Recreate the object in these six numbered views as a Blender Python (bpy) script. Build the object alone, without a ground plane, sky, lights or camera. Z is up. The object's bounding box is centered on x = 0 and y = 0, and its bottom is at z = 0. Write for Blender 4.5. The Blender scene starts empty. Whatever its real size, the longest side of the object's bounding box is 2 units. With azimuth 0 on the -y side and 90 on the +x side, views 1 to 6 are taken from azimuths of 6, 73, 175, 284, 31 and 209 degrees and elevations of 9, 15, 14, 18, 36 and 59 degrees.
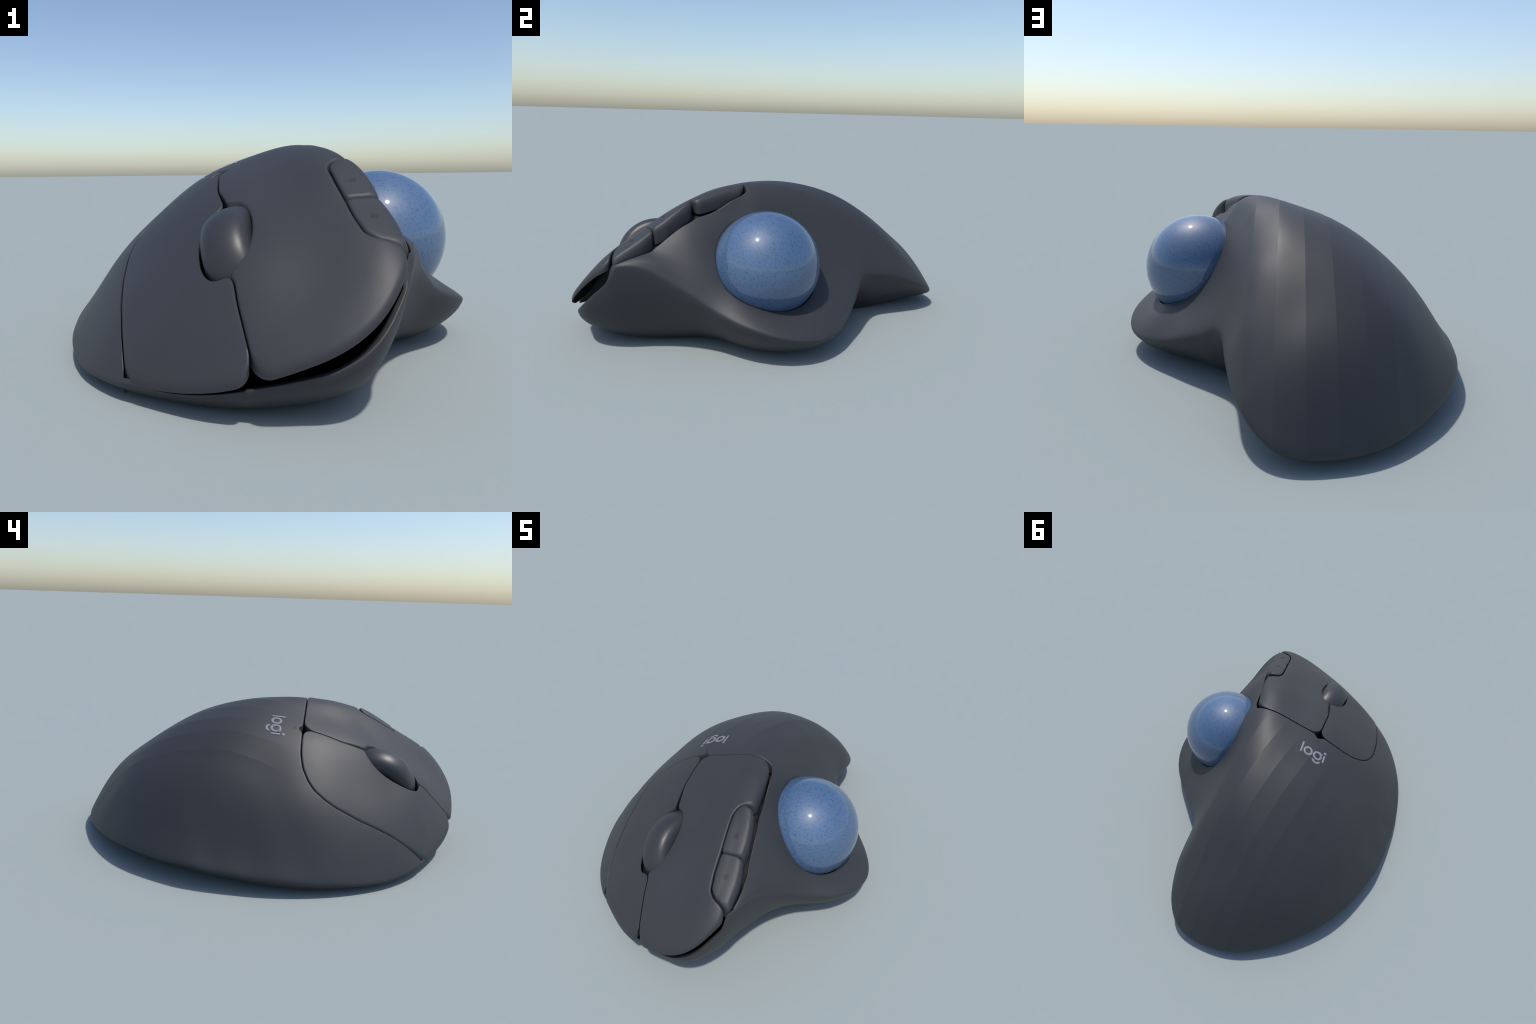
"""Dark grey ergonomic trackball mouse with a glossy blue ball on the thumb side.

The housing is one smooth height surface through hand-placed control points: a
closed rim (the crease where the top turns into the skirt) and a set of
cross-section stations.  Button plates, side keys, wheel, ball and lettering are
separate parts cut along plan curves on that surface."""
import bpy, bmesh, math
import numpy as np
from mathutils import Vector, Matrix
from mathutils.geometry import delaunay_2d_cdt

# ------------------------------------------------------------------ main form
CENTRE = np.array([-0.03, 0.0])
# rim: 32 spokes from the centre, anticlockwise starting at the -x side
RIM = [  # radius from the centre, height, tuck of the foot
    (0.713, 0.098, 0.066), (0.713, 0.088, 0.037), (0.727, 0.080, 0.014), (0.753, 0.069, 0.004),
    (0.790, 0.055, 0.004), (0.834, 0.049, 0.009), (0.876, 0.055, 0.013), (0.912, 0.071, 0.021),
    (0.967, 0.105, 0.048), (1.017, 0.178, 0.102), (1.024, 0.305, 0.172), (0.881, 0.413, 0.160),
    (0.782, 0.314, 0.146), (0.754, 0.232, 0.127), (0.774, 0.189, 0.112), (0.785, 0.152, 0.109),
    (0.766, 0.117, 0.112), (0.710, 0.110, 0.139), (0.638, 0.137, 0.159), (0.590, 0.182, 0.180),
    (0.562, 0.231, 0.214), (0.603, 0.256, 0.250), (0.797, 0.188, 0.267), (0.973, 0.083, 0.243),
    (0.998, 0.052, 0.200), (0.973, 0.059, 0.160), (0.919, 0.072, 0.134), (0.868, 0.090, 0.122),
    (0.824, 0.106, 0.122), (0.784, 0.110, 0.123), (0.750, 0.109, 0.115), (0.729, 0.107, 0.094),
]
STATIONS = {
    -0.84: [(-0.20, 0.178), (0.02, 0.326), (0.22, 0.385), (0.36, 0.426)],
    -0.68: [(-0.40, 0.179), (-0.20, 0.337), (0.02, 0.455), (0.20, 0.506), (0.32, 0.530), (0.42, 0.473)],
    -0.50: [(-0.50, 0.218), (-0.30, 0.394), (-0.08, 0.532), (0.12, 0.589), (0.26, 0.634), (0.38, 0.563), (0.50, 0.368)],
    -0.30: [(-0.64, 0.150), (-0.55, 0.280), (-0.40, 0.431), (-0.18, 0.581), (0.04, 0.655), (0.20, 0.698), (0.32, 0.600), (0.44, 0.402), (0.58, 0.270)],
    -0.10: [(-0.69, 0.140), (-0.60, 0.271), (-0.46, 0.427), (-0.25, 0.595), (0.00, 0.695), (0.18, 0.698), (0.30, 0.555), (0.44, 0.326), (0.60, 0.219)],
    0.10: [(-0.69, 0.160), (-0.60, 0.291), (-0.46, 0.458), (-0.25, 0.613), (-0.02, 0.694), (0.16, 0.667), (0.28, 0.506), (0.42, 0.315), (0.56, 0.219)],
    0.30: [(-0.66, 0.188), (-0.56, 0.331), (-0.42, 0.467), (-0.22, 0.590), (0.00, 0.656), (0.15, 0.610), (0.28, 0.426), (0.38, 0.279)],
    0.50: [(-0.58, 0.217), (-0.48, 0.336), (-0.34, 0.452), (-0.14, 0.547), (0.06, 0.557), (0.18, 0.490), (0.26, 0.353)],
    0.70: [(-0.44, 0.219), (-0.34, 0.317), (-0.16, 0.409), (0.04, 0.412), (0.16, 0.367), (0.24, 0.278)],
    0.86: [(-0.20, 0.228), (0.00, 0.274), (0.12, 0.235)],
}
SPOKES = np.arange(len(RIM)) * 2 * np.pi / len(RIM) - np.pi
rim_table = np.array(RIM)


def periodic_spline(values, angle):
    """Closed cubic spline through equally spaced spokes."""
    n = len(values)
    h = 2 * np.pi / n
    eye = np.eye(n)
    m = np.linalg.solve(4 * eye + np.roll(eye, 1, 0) + np.roll(eye, -1, 0),
                        6 / h ** 2 * (np.roll(values, -1) - 2 * values + np.roll(values, 1)))
    t = ((np.asarray(angle) + np.pi) % (2 * np.pi)) / h
    i = np.floor(t).astype(int) % n
    f = t - np.floor(t)
    j = (i + 1) % n
    return (values[i] * (1 - f) + values[j] * f
            + h * h / 6 * (((1 - f) ** 3 - (1 - f)) * m[i] + (f ** 3 - f) * m[j]))


def rim_radius(angle):
    return periodic_spline(rim_table[:, 0], angle)


def rim_point(angle, scale=1.0):
    angle = np.asarray(angle)
    d = np.stack([np.cos(angle), np.sin(angle)], -1)
    return CENTRE + d * (rim_radius(angle) * scale)[..., None]


control = [(*(CENTRE + r * np.array([math.cos(a), math.sin(a)])), z)
           for a, (r, z, _) in zip(SPOKES, RIM)]
control += [(x, y, z) for y, row in STATIONS.items() for x, z in row]
control = np.array(control)


def cubic_kernel(p, q):
    return np.sqrt(((p[:, None] - q[None]) ** 2).sum(2)) ** 3


def solve_surface(c):
    n = len(c)
    poly = np.c_[np.ones(n), c[:, :2]]
    a = np.block([[cubic_kernel(c[:, :2], c[:, :2]), poly], [poly.T, np.zeros((3, 3))]])
    return np.linalg.solve(a, np.r_[c[:, 2], 0, 0, 0])


weights = solve_surface(control)


# crest line on the ball side of the palm: the top folds over a little more tightly than the smooth surface does
CREST = np.array([(0.235, -0.13), (0.207, 0.0), (0.190, 0.20), (0.190, 0.35), (0.207, 0.55), (0.222, 0.70), (0.200, 0.84)])
CREST_RISE, CREST_WIDTH = 0.013, 0.045


def crest(p):
    d = np.full(len(p), 1e9)
    for a, c in zip(CREST[:-1], CREST[1:]):
        t = np.clip(((p - a) @ (c - a)) / ((c - a) @ (c - a)), 0, 1)
        d = np.minimum(d, ((a + t[:, None] * (c - a) - p) ** 2).sum(1))
    return CREST_RISE * np.exp(-d / (2 * CREST_WIDTH ** 2))


def height(p):
    """Height of the smooth top surface over plan points p."""
    p = np.atleast_2d(np.asarray(p, float))
    n = len(control)
    out = np.empty(len(p))
    for i in range(0, len(p), 20000):
        q = p[i:i + 20000]
        out[i:i + 20000] = cubic_kernel(q, control[:, :2]) @ weights[:n] + weights[n] + q @ weights[n + 1:]
    return out + crest(p)


def surface_normal(p, e=1e-3):
    p = np.atleast_2d(np.asarray(p, float))
    gx = (height(p + [e, 0]) - height(p - [e, 0])) / (2 * e)
    gy = (height(p + [0, e]) - height(p - [0, e])) / (2 * e)
    n = np.c_[-gx, -gy, np.ones(len(p))]
    return n / np.linalg.norm(n, axis=1)[:, None]


# ------------------------------------------------------------------ plan curve tools
def resample(points, step, closed=True):
    p = np.asarray(points, float)
    if closed:
        p = np.vstack([p, p[:1]])
    s = np.r_[0, np.cumsum(np.linalg.norm(np.diff(p, axis=0), axis=1))]
    n = max(8, int(round(s[-1] / step)))
    t = np.linspace(0, s[-1], n + 1)
    out = np.c_[np.interp(t, s, p[:, 0]), np.interp(t, s, p[:, 1])]
    return out[:-1] if closed else out


def round_corners(points, radii, arc=6):
    """Polygon with every corner replaced by an arc-like quadratic of its own radius."""
    p = np.asarray(points, float)
    out = []
    n = len(p)
    for i in range(n):
        a, b, c = p[i - 1], p[i], p[(i + 1) % n]
        la, lc = np.linalg.norm(a - b), np.linalg.norm(c - b)
        r = min(radii[i], 0.48 * la, 0.48 * lc)
        s, e = b + (a - b) / la * r, b + (c - b) / lc * r
        for t in np.linspace(0, 1, arc):
            out.append((1 - t) ** 2 * s + 2 * t * (1 - t) * b + t * t * e)
    return np.array(out)


def inside(p, poly):
    x, y = p[:, 0], p[:, 1]
    res = np.zeros(len(p), bool)
    q = np.roll(poly, -1, 0)
    for (x0, y0), (x1, y1) in zip(poly, q):
        if y0 == y1:
            continue
        hit = ((y0 > y) != (y1 > y)) & (x < (x1 - x0) * (y - y0) / (y1 - y0) + x0)
        res ^= hit
    return res


def distance_to(p, poly, closed=True):
    a = poly if closed else poly[:-1]
    b = np.roll(poly, -1, 0) if closed else poly[1:]
    ab = b - a
    l2 = (ab ** 2).sum(1) + 1e-18
    out = np.empty(len(p))
    for i in range(0, len(p), 4000):
        q = p[i:i + 4000]
        t = np.clip(((q[:, None] - a) * ab).sum(2) / l2, 0, 1)
        d = a + t[..., None] * ab - q[:, None]
        out[i:i + 4000] = np.sqrt((d ** 2).sum(2).min(1))
    return out


def offset(poly, d):
    """Move a closed anticlockwise polygon outwards by d."""
    t = np.roll(poly, -1, 0) - np.roll(poly, 1, 0)
    t /= np.linalg.norm(t, axis=1)[:, None] + 1e-12
    return poly + np.c_[t[:, 1], -t[:, 0]] * d


def anticlockwise(poly):
    x, y = poly[:, 0], poly[:, 1]
    return poly if (x * np.roll(y, -1) - np.roll(x, -1) * y).sum() > 0 else poly[::-1]


def triangulate(outer, holes, spacing, rings=(0.003, 0.007, 0.012, 0.019), extra=None):
    """Fill a plan region: border loops, rings near the borders, then a hexagonal grid.
    Returns plan points, triangles and the distance of each point to the border."""
    loops = [outer] + list(holes)
    border = np.vstack(loops)
    allb = []
    edges, k = [], 0
    for lp in loops:
        n = len(lp)
        edges += [(k + i, k + (i + 1) % n) for i in range(n)]
        k += n

    def dist(p):
        return np.min([distance_to(p, lp) for lp in loops], axis=0)

    def within(p):
        ok = inside(p, outer)
        for h in holes:
            ok &= ~inside(p, h)
        return ok
    pts = [border]
    for r in rings:
        for i, lp in enumerate(loops):
            q = offset(lp, -r if i == 0 else r)
            q = q[within(q)]
            if len(q):
                pts.append(q[dist(q) > 0.93 * r])
    lo, hi = outer.min(0), outer.max(0)
    ys = np.arange(lo[1], hi[1], spacing * 0.866)
    grid = []
    for j, y in enumerate(ys):
        xs = np.arange(lo[0] + (j % 2) * spacing / 2, hi[0], spacing)
        grid.append(np.c_[xs, np.full(len(xs), y)])
    grid = np.vstack(grid)
    grid = grid[within(grid)]
    last = rings[-1] if rings else 0.0
    grid = grid[dist(grid) > last + 0.45 * spacing]
    pts.append(grid)
    pts = np.vstack(pts)
    v, e, f, *_ = delaunay_2d_cdt([Vector(p) for p in pts], edges, [], 0, 1e-7)
    v = np.array([(p.x, p.y) for p in v])
    f = np.array([t for t in f if len(t) == 3])
    f = f[within(v[f].mean(1))]
    used = np.unique(f)
    remap = -np.ones(len(v), int)
    remap[used] = np.arange(len(used))
    v, f = v[used], remap[f]
    a, b, c = v[f[:, 0]], v[f[:, 1]], v[f[:, 2]]
    flip = ((b - a)[:, 0] * (c - a)[:, 1] - (b - a)[:, 1] * (c - a)[:, 0]) < 0
    f[flip] = f[flip][:, ::-1]
    return v, f, dist(v)


def border_loops(faces):
    """Ordered directed border edges of a triangle set."""
    seen = {}
    for t in faces:
        for i in range(3):
            seen[(t[i], t[(i + 1) % 3])] = True
    nxt = {a: b for (a, b) in seen if (b, a) not in seen}
    loops = []
    while nxt:
        s = next(iter(nxt))
        loop = [s]
        c = nxt.pop(s)
        while c != s and c in nxt:
            loop.append(c)
            c = nxt.pop(c)
        loops.append(loop)
    return loops


def roll_off(d, radius):
    t = np.clip(1 - d / radius, 0, 1)
    return radius * (1 - np.sqrt(np.maximum(1 - t * t, 0)))


# ------------------------------------------------------------------ objects
def make_mesh(name, verts, faces, material, parent, smooth_angle=45, kind=None):
    mesh = bpy.data.meshes.new(name)
    mesh.from_pydata([tuple(map(float, v)) for v in verts], [], [tuple(map(int, f)) for f in faces])
    mesh.validate()
    mesh.update()
    mesh.shade_smooth()
    if smooth_angle < 180:
        mesh.set_sharp_from_angle(angle=math.radians(smooth_angle))
    mesh.materials.append(material)
    obj = bpy.data.objects.new(name, mesh)
    bpy.context.scene.collection.objects.link(obj)
    obj.parent = parent
    if kind:
        obj["kind"] = kind
    return obj


def shell(name, outer, holes, material, parent, spacing=0.012, roll=0.012, thickness=0.04,
          lift=None, rings=(0.002, 0.005, 0.009, 0.014), smooth_angle=50):
    """A moulded cover: top on the height surface, rounded border, walls going down."""
    v, f, d = triangulate(outer, holes, spacing, rings)
    z = height(v)
    if lift is not None:
        z = z + lift(v)
    r = roll(v) if callable(roll) else roll
    z = z - roll_off(d, r)
    verts = [tuple(p) for p in np.c_[v, z]]
    faces = [tuple(t) for t in f]
    for loop in border_loops(f):
        prev = loop
        th = thickness(v[loop]) if callable(thickness) else np.full(len(loop), thickness)
        for depth in (0.35, 1.0):
            row = []
            for i, h in zip(loop, th):
                row.append(len(verts))
                verts.append((v[i, 0], v[i, 1], z[i] - h * depth))
            n = len(loop)
            for k in range(n):
                faces.append((prev[(k + 1) % n], prev[k], row[k], row[(k + 1) % n]))
            prev = row
    return make_mesh(name, verts, faces, material, parent, smooth_angle)


# ------------------------------------------------------------------ materials
def plastic(name, colour, roughness, grain=0.06, bump=0.02):
    m = bpy.data.materials.new(name)
    m.use_nodes = True
    nt = m.node_tree
    b = nt.nodes["Principled BSDF"]
    tc = nt.nodes.new("ShaderNodeTexCoord")
    n = nt.nodes.new("ShaderNodeTexNoise")
    n.inputs["Scale"].default_value = 260.0
    n.inputs["Detail"].default_value = 3.0
    nt.links.new(tc.outputs["Object"], n.inputs["Vector"])
    ramp = nt.nodes.new("ShaderNodeValToRGB")
    ramp.color_ramp.elements[0].position = 0.3
    ramp.color_ramp.elements[1].position = 0.7
    ramp.color_ramp.elements[0].color = (*[c * (1 - grain) for c in colour], 1)
    ramp.color_ramp.elements[1].color = (*[c * (1 + grain) for c in colour], 1)
    nt.links.new(n.outputs["Fac"], ramp.inputs["Fac"])
    nt.links.new(ramp.outputs["Color"], b.inputs["Base Color"])
    b.inputs["Roughness"].default_value = roughness
    b.inputs["Specular IOR Level"].default_value = 0.42
    if bump:
        bp = nt.nodes.new("ShaderNodeBump")
        bp.inputs["Strength"].default_value = bump
        bp.inputs["Distance"].default_value = 0.002
        nt.links.new(n.outputs["Fac"], bp.inputs["Height"])
        nt.links.new(bp.outputs["Normal"], b.inputs["Normal"])
    return m


def ball_material():
    m = bpy.data.materials.new("speckled_blue_ball")
    m.use_nodes = True
    nt = m.node_tree
    b = nt.nodes["Principled BSDF"]
    tc = nt.nodes.new("ShaderNodeTexCoord")
    n = nt.nodes.new("ShaderNodeTexNoise")
    n.inputs["Scale"].default_value = 120.0
    n.inputs["Detail"].default_value = 2.0
    n.inputs["Roughness"].default_value = 0.55
    nt.links.new(tc.outputs["Object"], n.inputs["Vector"])
    ramp = nt.nodes.new("ShaderNodeValToRGB")
    e = ramp.color_ramp.elements
    e[0].position, e[0].color = 0.30, (*BALL_SPECK, 1)
    e[1].position, e[1].color = 0.50, (*BALL_BLUE, 1)
    nt.links.new(n.outputs["Fac"], ramp.inputs["Fac"])
    nt.links.new(ramp.outputs["Color"], b.inputs["Base Color"])
    b.inputs["Roughness"].default_value = 0.55
    b.inputs["Coat Weight"].default_value = 1.0
    b.inputs["Coat Roughness"].default_value = 0.06
    b.inputs["Coat IOR"].default_value = 1.6
    return m


BALL_BLUE = (0.056, 0.114, 0.220)
BALL_SPECK = (0.032, 0.066, 0.130)
GREY = (0.0325, 0.0333, 0.0375)
shell_plastic = plastic("matt_graphite_plastic", GREY, 0.52)


def add_palm_facets(m, width=0.1055, start=0.036, skew=0.10, depth=0.0018):
    """The palm surface is very slightly faceted in long strips running front to back."""
    nt = m.node_tree

    def math_node(op, a, b=None):
        n = nt.nodes.new("ShaderNodeMath")
        n.operation = op
        for i, val in enumerate((a, b)):
            if val is None:
                continue
            if isinstance(val, (int, float)):
                n.inputs[i].default_value = val
            else:
                nt.links.new(val, n.inputs[i])
        return n.outputs[0]

    def step(value, lo, hi):
        n = nt.nodes.new("ShaderNodeMapRange")
        n.interpolation_type = "SMOOTHSTEP"
        nt.links.new(value, n.inputs["Value"])
        n.inputs["From Min"].default_value = lo
        n.inputs["From Max"].default_value = hi
        return n.outputs["Result"]
    tc = nt.nodes.new("ShaderNodeTexCoord")
    sep = nt.nodes.new("ShaderNodeSeparateXYZ")
    nt.links.new(tc.outputs["Object"], sep.inputs[0])
    x, y = sep.outputs["X"], sep.outputs["Y"]
    u = math_node("SUBTRACT", x, math_node("MULTIPLY", y, skew))
    s = math_node("FRACT", math_node("DIVIDE", math_node("SUBTRACT", u, start), width))
    c = math_node("SUBTRACT", s, 0.5)
    crest = math_node("ADD", depth, math_node("MULTIPLY", math_node("GREATER_THAN", u, start), 1.6 * depth))
    h = math_node("MULTIPLY", math_node("SUBTRACT", math_node("MULTIPLY", math_node("MULTIPLY", c, c), 4.0), 1.0), crest)
    mask = math_node("MULTIPLY", step(u, -0.50, -0.39), math_node("SUBTRACT", 1.0, math_node("GREATER_THAN", u, start + width)))
    mask = math_node("MULTIPLY", mask, step(y, -0.25, 0.10))
    old = nt.nodes["Bump"]
    bp = nt.nodes.new("ShaderNodeBump")
    bp.inputs["Strength"].default_value = 1.0
    bp.inputs["Distance"].default_value = 1.0
    nt.links.new(math_node("MULTIPLY", h, mask), bp.inputs["Height"])
    nt.links.new(old.outputs["Normal"], bp.inputs["Normal"])
    nt.links.new(bp.outputs["Normal"], nt.nodes["Principled BSDF"].inputs["Normal"])


add_palm_facets(shell_plastic)
key_plastic = plastic("satin_graphite_plastic", GREY, 0.53)
wheel_rubber = plastic("graphite_rubber", (0.031, 0.032, 0.0355), 0.42)
frame_plastic = plastic("black_inner_plastic", (0.006, 0.006, 0.007), 0.7, bump=0)
print_paint = plastic("pale_grey_print", (0.20, 0.205, 0.235), 0.55, bump=0)
mark_plastic = plastic("dull_grey_mark", (0.020, 0.020, 0.021), 0.6, bump=0)
ball_gloss = ball_material()

# ------------------------------------------------------------------ the thing
mouse = bpy.data.objects.new("trackball_mouse", None)
bpy.context.scene.collection.objects.link(mouse)
mouse["label"] = "dark grey ergonomic trackball mouse with glossy blue thumb ball"
mouse["category"] = "computer mouse"

BALL_CENTRE = np.array([0.4197, -0.1283, 0.3745])
BALL_RADIUS = 0.2482

# seams in plan, read along their middle line
REAR_JUNCTION = (-0.158, -0.212)
LEFT_SEAM = [REAR_JUNCTION, (-0.236, -0.219), (-0.304, -0.229), (-0.361, -0.250), (-0.402, -0.282), (-0.428, -0.318),
             (-0.440, -0.370), (-0.440, -0.425), (-0.422, -0.530), (-0.393, -0.633), (-0.359, -0.732), (-0.329, -0.805)]
REAR_SEAM = [(0.216, -0.172), (0.126, -0.181), (0.021, -0.192), (-0.083, -0.202), REAR_JUNCTION]
PLATE_RIGHT_EDGE = [(0.300, -0.432), (0.268, -0.309), (0.228, -0.195)]
KEY_RECESS = [(0.425, -0.820), (0.397, -0.816), (0.347, -0.806), (0.318, -0.785), (0.295, -0.725), (0.274, -0.651),
              (0.251, -0.578), (0.230, -0.499), (0.238, -0.464), (0.262, -0.447)]
CENTRE_SEAM_REAR = [REAR_JUNCTION, (-0.145, -0.303), (-0.129, -0.404)]
CENTRE_SEAM_FRONT = [(-0.021, -0.805), (-0.003, -0.859), (0.022, -0.914), (0.045, -0.963)]
FRONT_LEFT, FRONT_MIDDLE, FRONT_RIGHT = map(math.radians, (-108.6, -85.2, -61.2))

SLOT_CENTRE = np.array([-0.064, -0.655])
SLOT_ALONG = np.array([0.148, -0.989])
SLOT_ACROSS = np.array([0.989, 0.148])
SLOT_LENGTH, SLOT_WIDTH = 0.138, 0.074


def slot_arc(start, end, n=28):
    out = []
    for t in np.linspace(start, end, n):
        c, s = math.cos(t), math.sin(t)
        u = math.copysign(abs(c) ** 0.9, c) * SLOT_LENGTH
        w = math.copysign(abs(s) ** 0.9, s) * SLOT_WIDTH
        out.append(SLOT_CENTRE + u * SLOT_ALONG + w * SLOT_ACROSS)
    return out


def front_arc(a, b, n=40, scale=1.0):
    return list(rim_point(np.linspace(a, b, n), scale))


def prepare(points, gap, step=0.006, corners=()):
    """Close a plan outline: fine even points, rounded corners, shrunk by the gap."""
    p = anticlockwise(resample(np.array(points, float), step))
    for c, r in corners:
        near = np.linalg.norm(p - np.array(c), axis=1) < r
        if near.sum() < 3:
            continue
        i = np.where(near)[0]
        if near[0] and near[-1]:
            s = np.where(~near)[0][-1] + 1
            p = np.roll(p, -s, 0)
            i = np.where(np.linalg.norm(p - np.array(c), axis=1) < r)[0]
        a, b = p[i[0]], p[i[-1]]
        m = 0.5 * np.array(c) + 0.25 * (a + b)
        t = np.linspace(0, 1, len(i))[:, None]
        p[i] = (1 - t) ** 2 * a + 2 * t * (1 - t) * m + t * t * b
    for _ in range(6):
        p = 0.5 * p + 0.25 * (np.roll(p, 1, 0) + np.roll(p, -1, 0))
    return resample(offset(p, -gap), step)


def smooth(t):
    t = np.clip(t, 0, 1)
    return t * t * (3 - 2 * t)


# main key plates
left_outline = prepare(LEFT_SEAM + front_arc(FRONT_LEFT, FRONT_MIDDLE) + CENTRE_SEAM_FRONT[::-1]
                       + slot_arc(0.05, -math.pi + 0.05) + CENTRE_SEAM_REAR[::-1][:-1], 0.0018,
                       corners=[(REAR_JUNCTION, 0.040), (rim_point(FRONT_MIDDLE), 0.04), (rim_point(FRONT_LEFT), 0.035)])
right_outline = prepare(front_arc(FRONT_MIDDLE, FRONT_RIGHT) + KEY_RECESS + PLATE_RIGHT_EDGE + REAR_SEAM
                        + CENTRE_SEAM_REAR[1:] + slot_arc(math.pi - 0.05, 0.05) + CENTRE_SEAM_FRONT, 0.0022,
                        corners=[(REAR_JUNCTION, 0.050), (rim_point(FRONT_MIDDLE), 0.04),
                                 (rim_point(FRONT_RIGHT), 0.03), ((0.216, -0.172), 0.045), ((0.300, -0.432), 0.02)])
right_side = np.array(PLATE_RIGHT_EDGE)
recess_line = np.array(KEY_RECESS + PLATE_RIGHT_EDGE[:1])


def right_roll(p):
    """Soft rounded flank along the thumb side and the recess, tight edges at the seams."""
    side = np.clip(1 - distance_to(p, right_side, False) / 0.05, 0, 1)
    recess = np.clip(1 - distance_to(p, recess_line, False) / 0.05, 0, 1)
    return 0.0045 + 0.016 * side + 0.007 * recess * (1 - side) + 0.007 * front_share(p)


front_line = np.array(front_arc(FRONT_LEFT, FRONT_RIGHT, 80))


def front_share(p):
    return np.clip(1 - distance_to(p, front_line, False) / 0.04, 0, 1)


def plate_thickness(p):
    """Thin lip where the plates overhang the front, deeper walls along the seams."""
    return 0.040 - 0.030 * front_share(p)


def plate_lift(p):
    """The plates stay full right up to their front edge."""
    return (0.012 * smooth(1 - distance_to(p, front_line, False) / 0.12)
            + 0.011 * smooth(1 - distance_to(p, right_side, False) / 0.09))


left_key = shell("left_button", left_outline, [], key_plastic, mouse, thickness=plate_thickness,
                 lift=plate_lift,
                 roll=lambda p: 0.0045 + 0.007 * front_share(p))
right_key = shell("right_button", right_outline, [], key_plastic, mouse, roll=right_roll, thickness=plate_thickness, lift=plate_lift,
                  rings=(0.002, 0.005, 0.009, 0.014, 0.020, 0.027))

REAR_KEY = [(0.278, -0.646), (0.367, -0.627), (0.361, -0.579), (0.337, -0.516), (0.312, -0.470), (0.296, -0.455),
            (0.262, -0.458), (0.245, -0.474), (0.238, -0.502), (0.257, -0.578)]
FRONT_KEY = [(0.281, -0.656), (0.301, -0.725), (0.323, -0.779), (0.350, -0.797), (0.398, -0.807), (0.423, -0.806),
             (0.417, -0.770), (0.410, -0.727), (0.395, -0.679), (0.372, -0.637)]
side_keys = []
rear_outline = prepare(REAR_KEY, -0.0045, 0.004)
front_outline = prepare(FRONT_KEY, -0.0045, 0.004)
KEY_FLANK = np.array([(0.300, -0.452), (0.318, -0.470), (0.343, -0.516), (0.367, -0.579), (0.382, -0.622), (0.402, -0.679),
                      (0.417, -0.727), (0.424, -0.770), (0.428, -0.808)])


def key_crown(p):
    """The key tops stay level to a crisp edge, then drop down a short flank on the thumb side."""
    return 0.017 * smooth(1 - distance_to(p, KEY_FLANK, False) / 0.075)


def key_roll(p):
    return 0.007 + 0.019 * np.clip(1 - distance_to(p, KEY_FLANK, False) / 0.040, 0, 1)


for outline, sink in ((rear_outline, 0.001), (front_outline, -0.004)):
    key = shell("side_button", outline, [], key_plastic, mouse, spacing=0.008, roll=key_roll, thickness=0.05,
                lift=lambda p, s=sink: key_crown(p) + s, rings=(0.0015, 0.004, 0.008, 0.013, 0.019, 0.026))
    side_keys.append(key)

# ------------------------------------------------------------------ housing
def shift_line(points, d):
    """Open polyline moved sideways by d (to the left of its direction)."""
    q = resample(np.array(points, float), 0.006, closed=False)
    t = np.gradient(q, axis=0)
    t /= np.linalg.norm(t, axis=1)[:, None]
    return q + np.c_[-t[:, 1], t[:, 0]] * d


THUMB_SEAM = [(0.4305, -0.790), (0.4265, -0.750), (0.4195, -0.718), (0.408, -0.680), (0.399, -0.645), (0.385, -0.615),
              (0.369, -0.572), (0.347, -0.511), (0.332, -0.466), (0.314, -0.430), (0.275, -0.306), (0.240, -0.205)]
JUNCTION_NOTCH = [(-0.140, -0.202), (-0.150, -0.190), (-0.165, -0.189), (-0.176, -0.203)]
seam_rear = shift_line(REAR_SEAM[:-1] + [(-0.128, -0.207)], -0.0016)
seam_left = shift_line([(-0.188, -0.2145)] + LEFT_SEAM[1:], -0.0016)
HOUSING_SEAM = np.vstack([THUMB_SEAM, seam_rear, JUNCTION_NOTCH, seam_left])
N_RIM = 720


def periodic_table(angle, table):
    a, v = np.radians([t[0] for t in table]), [t[1] for t in table]
    out = np.interp(angle, a, v, period=2 * np.pi)
    for _ in range(20):
        out = 0.5 * out + 0.25 * (np.roll(out, 1) + np.roll(out, -1))
    return out


theta = np.linspace(-np.pi, np.pi, N_RIM + 1)[:-1]


def rim_push(angle):
    return periodic_table(angle, [(-180, 0.008), (-125, 0.008), (-105, 0.0), (-58, 0.0), (-47, -0.009), (-36, -0.008), (-24, 0.0), (-12, 0.005), (20, 0.003), (50, 0.0), (75, 0.006), (90, 0.009), (140, 0.009)])


rim_xy = rim_point(theta) + np.c_[np.cos(theta), np.sin(theta)] * rim_push(theta)[:, None]
tangent = np.roll(rim_xy, -1, 0) - np.roll(rim_xy, 1, 0)
tangent /= np.linalg.norm(tangent, axis=1)[:, None]
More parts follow.
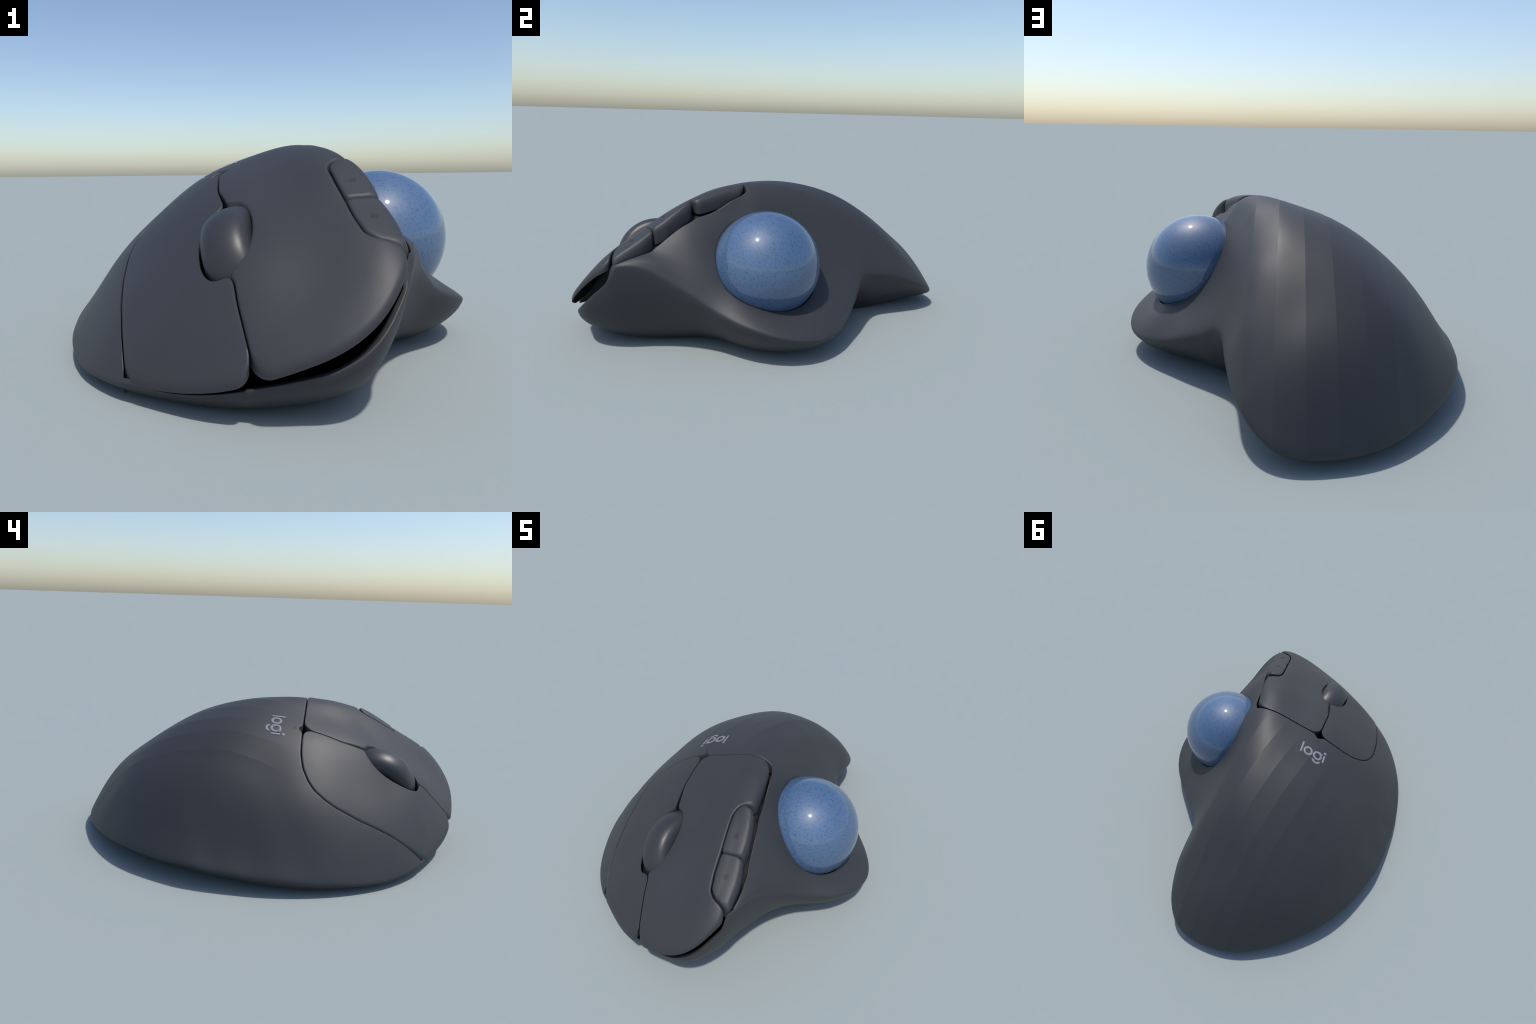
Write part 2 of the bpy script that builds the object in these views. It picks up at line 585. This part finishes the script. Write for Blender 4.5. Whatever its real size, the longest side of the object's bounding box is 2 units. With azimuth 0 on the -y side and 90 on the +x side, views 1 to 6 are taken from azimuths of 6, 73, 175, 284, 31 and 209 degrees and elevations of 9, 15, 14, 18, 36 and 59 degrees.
# width of the rounded lip: tight at the plate corners and the tail, broad at the waist and outer flank
lip = periodic_table(theta, [(-180, 0.032), (-140, 0.028), (-118, 0.020), (-109, 0.006), (-85, 0.024), (-70, 0.026), (-64, 0.018), (-60, 0.006),
                             (-52, 0.018), (-30, 0.030), (0, 0.030), (20, 0.040), (40, 0.062), (55, 0.056), (68, 0.034),
                             (80, 0.024), (100, 0.022), (130, 0.028), (160, 0.032)])
inner_xy = rim_xy - np.c_[tangent[:, 1], -tangent[:, 0]] * lip[:, None]
rim_z = height(rim_xy)

# the front of the tub drops away below the key plates
LIP_START, LIP_END = math.radians(-60.3), math.radians(-109.4)
a0, a1 = LIP_END, LIP_START


in_front = (theta > a0) & (theta < a1)
open_weight = np.where(in_front, smooth((theta - a0) / 0.14) * smooth((a1 - theta) / 0.03), 0.0)
# the tub edge hangs below the plates: widest gap at the thumb-side front, closing towards the outer corner
tub_drop = np.where(in_front, np.interp(np.degrees(theta), [-109.4, -100, -92, -85, -80, -75, -70, -66, -63, -61.8, -60.9, -60.3],
                                        [0, 0.012, 0.018, 0.028, 0.038, 0.052, 0.062, 0.067, 0.066, 0.056, 0.040, 0.020]), 0.0)
for _ in range(3):
    tub_drop = 0.5 * tub_drop + 0.25 * (np.roll(tub_drop, 1) + np.roll(tub_drop, -1))
rim_z2 = rim_z - tub_drop
rim_shift = np.where(in_front, periodic_table(theta, [(-120, 0.0), (-109, 0.0), (-100, 0.010), (-86, 0.030), (-78, 0.024),
                                                     (-70, 0.015), (-62, 0.010), (-60.5, 0.0), (0, 0.0)]), 0.0)
inner_z = np.where(in_front, (1 - open_weight) * height(inner_xy) + open_weight * (rim_z2 - 0.004), height(inner_xy))

skirt_rows = []
tuck = periodic_spline(rim_table[:, 2], theta)
radius = rim_radius(theta) + rim_push(theta)
direction = np.c_[np.cos(theta), np.sin(theta)]


# rounding of the foot: tight under the palm, wide below the front and thumb side
foot_r = periodic_table(theta, [(-180, 0.05), (-125, 0.05), (-100, 0.09), (-80, 0.12), (40, 0.10), (70, 0.06), (90, 0.05)])
tuck = tuck + periodic_table(theta, [(-180, 0.05), (-125, 0.04), (-105, 0.0), (-85, 0.0), (-72, 0.02), (-60, 0.03), (-35, 0.03),
                                     (-15, 0.01), (20, -0.01), (32, -0.05), (44, -0.12), (52, -0.12), (60, 0.0), (67, 0.07),
                                     (76, 0.06), (90, 0.02), (120, 0.04)])
skirt_power = periodic_table(theta, [(-180, 1.3), (-80, 1.3), (-65, 1.6), (-50, 1.5), (-30, 1.3), (45, 1.3), (60, 1.0), (70, 0.75),
                                     (80, 0.9), (95, 1.3)])


def skirt_point(z):
    zz = z / rim_z2
    e = np.where(z < foot_r, foot_r - np.sqrt(np.maximum(foot_r ** 2 - (foot_r - z) ** 2, 0)), 0)
    r = radius - rim_shift * np.clip(zz, 0, 1) - tuck * (1 - np.clip(zz, 0, 1)) ** skirt_power - e
    return np.c_[CENTRE + direction * r[:, None], z]


p0 = np.c_[inner_xy - direction * rim_shift[:, None], inner_z]
p1 = np.c_[CENTRE + direction * (radius - rim_shift)[:, None], rim_z2]
p2 = skirt_point(rim_z2 - np.minimum(1.1 * lip + 0.005, 0.45 * rim_z2))
LIP_WEIGHT = 3.0                             # rational curve: keeps the tangents, stays close to the rim
for t in np.linspace(0, 1, 15):
    a, b, c = (1 - t) ** 2, 2 * t * (1 - t) * LIP_WEIGHT, t * t
    skirt_rows.append((a * p0 + b * p1 + c * p2) / (a + b + c))
z_start = p2[:, 2]
for t in np.linspace(0, 1, 22)[1:]:
    skirt_rows.append(skirt_point(z_start * (1 - t) ** 1.5))

# plan outline of the top: inner lip from the right front round the back to the left front, then the seam
keep = ~((theta > LIP_END) & (theta < LIP_START))
start = np.where(keep & ~np.roll(keep, 1))[0][0]
lip_index = (np.arange(keep.sum()) + start) % N_RIM
lip_line = inner_xy[lip_index]
seam_line = resample(np.array(HOUSING_SEAM), 0.006, closed=False)
seam_line = seam_line[::-1]
for _ in range(3):
    seam_line[1:-1] = 0.5 * seam_line[1:-1] + 0.25 * (seam_line[:-2] + seam_line[2:])
top_outline = np.vstack([lip_line, seam_line])

thumb_seam = np.array(THUMB_SEAM[1:11])


def wall_dip(p):
    """The thumb wall starts a step below the plates and side buttons."""
    return 0.042 * smooth(1 - distance_to(p, thumb_seam, False) / 0.19) * smooth((p[:, 0] - 0.24) / 0.06) \
        * smooth(distance_to(p, rim_xy) / 0.09) \
        + 0.010 * np.exp(-((p - [0.47, -0.50]) ** 2).sum(1) / (2 * 0.07 ** 2)) * smooth(distance_to(p, rim_xy) / 0.06)


# ball opening: where the surface comes within a hair of the ball
hole = []
seed = BALL_CENTRE[:2]
GAP = 0.0015
for a in np.linspace(0, 2 * np.pi, 161)[:-1]:
    d = np.array([math.cos(a), math.sin(a)])
    s = np.linspace(0.02, 0.36, 400)
    q = seed + s[:, None] * d
    dist = np.sqrt(((np.c_[q, height(q) - wall_dip(q)] - BALL_CENTRE) ** 2).sum(1))
    out = np.where(dist > BALL_RADIUS + GAP)[0]
    hole.append(q[out[0]] if len(out) else q[-1])
hole = np.array(hole)
for _ in range(3):
    hole = 0.5 * hole + 0.25 * (np.roll(hole, 1, 0) + np.roll(hole, -1, 0))
hole = anticlockwise(resample(hole, 0.006))

v, f, d = triangulate(anticlockwise(top_outline), [hole], 0.013, rings=(0.002, 0.005, 0.009, 0.014))
z = height(v) - wall_dip(v)
d_seam = distance_to(v, seam_line, False)
d_hole = distance_to(v, hole)
z = z - roll_off(d_seam, 0.0045) - roll_off(d_hole, 0.004)
verts = [tuple(p) for p in np.c_[v, z]]
faces = [tuple(t) for t in f]
lip_set = distance_to(v, np.vstack([lip_line]), False) < 1e-6
for loop in border_loops(f):
    n = len(loop)
    low = {}
    for i in loop:
        low[i] = len(verts)
        verts.append((v[i, 0], v[i, 1], z[i] - min(0.05, 0.3 * z[i])))
    for k in range(n):
        a, b = loop[k], loop[(k + 1) % n]
        if lip_set[a] and lip_set[b]:
            continue
        faces.append((b, a, low[a], low[b]))
base = len(verts)
for row in skirt_rows:
    verts += [tuple(p) for p in row]
for r in range(len(skirt_rows) - 1):
    for k in range(N_RIM):
        k2 = (k + 1) % N_RIM
        a, b = base + r * N_RIM + k, base + r * N_RIM + k2
        faces.append((a, a + N_RIM, b + N_RIM, b))
housing = make_mesh("housing", verts, faces, shell_plastic, mouse, 180)
bm = bmesh.new()
bm.from_mesh(housing.data)
bmesh.ops.remove_doubles(bm, verts=bm.verts, dist=2e-5)
bmesh.ops.delete(bm, geom=[q for q in bm.verts if not q.link_faces], context='VERTS')
bm.to_mesh(housing.data)
bm.free()
housing.data.set_sharp_from_angle(angle=math.radians(60))

foot = skirt_rows[-1]
make_mesh("base_plate", [(*CENTRE, 0.0005)] + [(x, y, 0.0005) for x, y, _ in foot],
          [(0, 1 + (k + 1) % N_RIM, 1 + k) for k in range(N_RIM)], frame_plastic, mouse)

# core seen through the gaps, coloured near-black for the shadow of the unlit hollow
frame_outline = np.vstack([front_arc(FRONT_LEFT, FRONT_RIGHT, 60, 0.915),
                           offset(resample(np.array(HOUSING_SEAM), 0.01, False), 0)[2:-2]])
frame_outline = anticlockwise(resample(frame_outline, 0.012))
shell("gap_shadow_core", frame_outline, [], frame_plastic, mouse, spacing=0.03, roll=0.004, thickness=0.05,
      lift=lambda p: np.full(len(p), -0.062), rings=())

# ------------------------------------------------------------------ trackball
bm = bmesh.new()
bmesh.ops.create_uvsphere(bm, u_segments=128, v_segments=96, radius=BALL_RADIUS)
mesh = bpy.data.meshes.new("trackball")
bm.to_mesh(mesh)
bm.free()
mesh.shade_smooth()
mesh.materials.append(ball_gloss)
ball = bpy.data.objects.new("trackball", mesh)
ball.location = BALL_CENTRE
ball.parent = mouse
bpy.context.scene.collection.objects.link(ball)

# ------------------------------------------------------------------ scroll wheel: a barrel on a cross axis
slot_n = surface_normal([SLOT_CENTRE])[0]
axis = np.array([*SLOT_ACROSS, 0.0])
axis = axis - axis @ slot_n * slot_n
axis /= np.linalg.norm(axis)
side = np.cross(slot_n, axis)
WHEEL_CORE, WHEEL_CROWN, WHEEL_HALF = 0.150, 0.053, 0.0765
top = np.array([*SLOT_CENTRE, height([SLOT_CENTRE])[0]])
hub = top - slot_n * WHEEL_CORE - axis * 0.002
verts, faces = [], []
NA, NW = 120, 41
for t in np.linspace(-math.pi / 2, math.pi / 2, NW):
    w = math.sin(t) * WHEEL_HALF
    c = max(0.0, math.cos(t))
    r = WHEEL_CORE - 0.03 + (WHEEL_CROWN + 0.03) * c ** 0.5
    for k in range(NA):
        a = 2 * math.pi * k / NA
        verts.append(hub + axis * w + r * (math.cos(a) * slot_n + math.sin(a) * side))
for i in range(NW - 1):
    for k in range(NA):
        faces.append((i * NA + k, (i + 1) * NA + k, (i + 1) * NA + (k + 1) % NA, i * NA + (k + 1) % NA))
faces.append(tuple(range(NA)))
faces.append(tuple(range((NW - 1) * NA, NW * NA))[::-1])
make_mesh("scroll_wheel", verts, faces, wheel_rubber, mouse, 60)

# ------------------------------------------------------------------ printed word and small marks
LOGO_C = np.array([-0.18, -0.08])
logo_n = surface_normal([LOGO_C])[0]
up = np.array([0.02, -1.0, 0.0])
up -= up @ logo_n * logo_n
up /= np.linalg.norm(up)
right = np.cross(up, logo_n)
tilt = math.radians(7.0)
r2, u2 = math.cos(tilt) * right + math.sin(tilt) * up, math.cos(tilt) * up - math.sin(tilt) * right
origin = np.array([*LOGO_C, height([LOGO_C])[0]]) - 0.027 * right - 0.005 * up


def decal(name, patches, material, parent, lift=0.0007):
    """Thin raised print: quads in the word's own plane laid on the surface."""
    verts, faces = [], []
    for grid in patches:                       # grid: rows x columns x 2
        g = np.array(grid, float)
        n, m = g.shape[:2]
        p = origin + g[..., :1] * r2 + g[..., 1:] * u2
        p = p.reshape(-1, 3)
        nn = surface_normal(p[:, :2])
        q = np.c_[p[:, :2], height(p[:, :2])] + nn * lift
        k = len(verts)
        verts += [tuple(x) for x in q]
        for i in range(n - 1):
            for j in range(m - 1):
                faces.append((k + i * m + j, k + (i + 1) * m + j, k + (i + 1) * m + j + 1, k + i * m + j + 1))
    o = make_mesh(name, verts, faces, material, parent, 180)
    sm = o.modifiers.new("depth", "SOLIDIFY")
    sm.thickness = 0.0010
    sm.offset = 0
    return o


def ring(c, r_in, r_out, a=0.0, b=360.0, n=48):
    t = np.radians(np.linspace(a, b, n))
    return [[(c[0] + r * math.cos(x), c[1] + r * math.sin(x)) for x in t] for r in (r_in, (r_in + r_out) / 2, r_out)]


def bar(x, y0, y1, w):
    return [[(x - w, y), (x, y), (x + w, y)] for y in np.linspace(y0, y1, 8)]


word = bpy.data.objects.new("printed_word", None)
word.parent = mouse
bpy.context.scene.collection.objects.link(word)
decal("letter", [bar(-0.0400, -0.0265, 0.0445, 0.0057)], print_paint, word)
decal("letter", [ring((0, 0), 0.0155, 0.0287)], print_paint, word)
ear = [[(0.0600, 0.0160), (0.0740, 0.0160), (0.0800, 0.0060)], [(0.0620, 0.0284), (0.0862, 0.0262), (0.0862, 0.0150)]]
decal("letter", [ring((0.0590, 0), 0.0155, 0.0282), ring((0.0593, -0.0240), 0.0160, 0.0286, 197, 343)], print_paint, word)
decal("letter_corner", [ear], print_paint, word, lift=0.0010)
decal("letter", [bar(0.0985, -0.0245, 0.0235, 0.0057), ring((0.0980, 0.0390), 0.0, 0.0088)], print_paint, word)


def surface_disc(name, centre, radius, lift, material, parent, extra=None):
    n = surface_normal([centre])[0]
    a = np.cross([0, 1, 0], n)
    a /= np.linalg.norm(a)
    b = np.cross(n, a)
    c = np.array([*centre, height([centre])[0]])
    vs, fs = [], []
    prof = [(0.0, 0.0), (radius * 0.8, 0.0), (radius, 0.0), (radius * 1.01, -0.006)]
    m = 28
    for r, h in prof:
        for k in range(m):
            t = 2 * math.pi * k / m
            p = c + r * (math.cos(t) * a + math.sin(t) * b)
            top = height([p[:2]])[0] + (extra(p[None, :2])[0] if extra else 0.0)
            vs.append((p[0], p[1], top + lift + h))
    for i in range(len(prof) - 1):
        for k in range(m):
            fs.append((i * m + k, (i + 1) * m + k, (i + 1) * m + (k + 1) % m, i * m + (k + 1) % m))
    return make_mesh(name, vs, fs, material, parent, 60)


for centre, sink, key in (((0.298, -0.579), 0.001, side_keys[0]), ((0.348, -0.724), -0.004, side_keys[1])):
    surface_disc("button_dot", centre, 0.0115, sink + 0.0008, mark_plastic, key, key_crown)
surface_disc("indicator_light", (-0.170, -0.170), 0.007, 0.0006, mark_plastic, mouse)
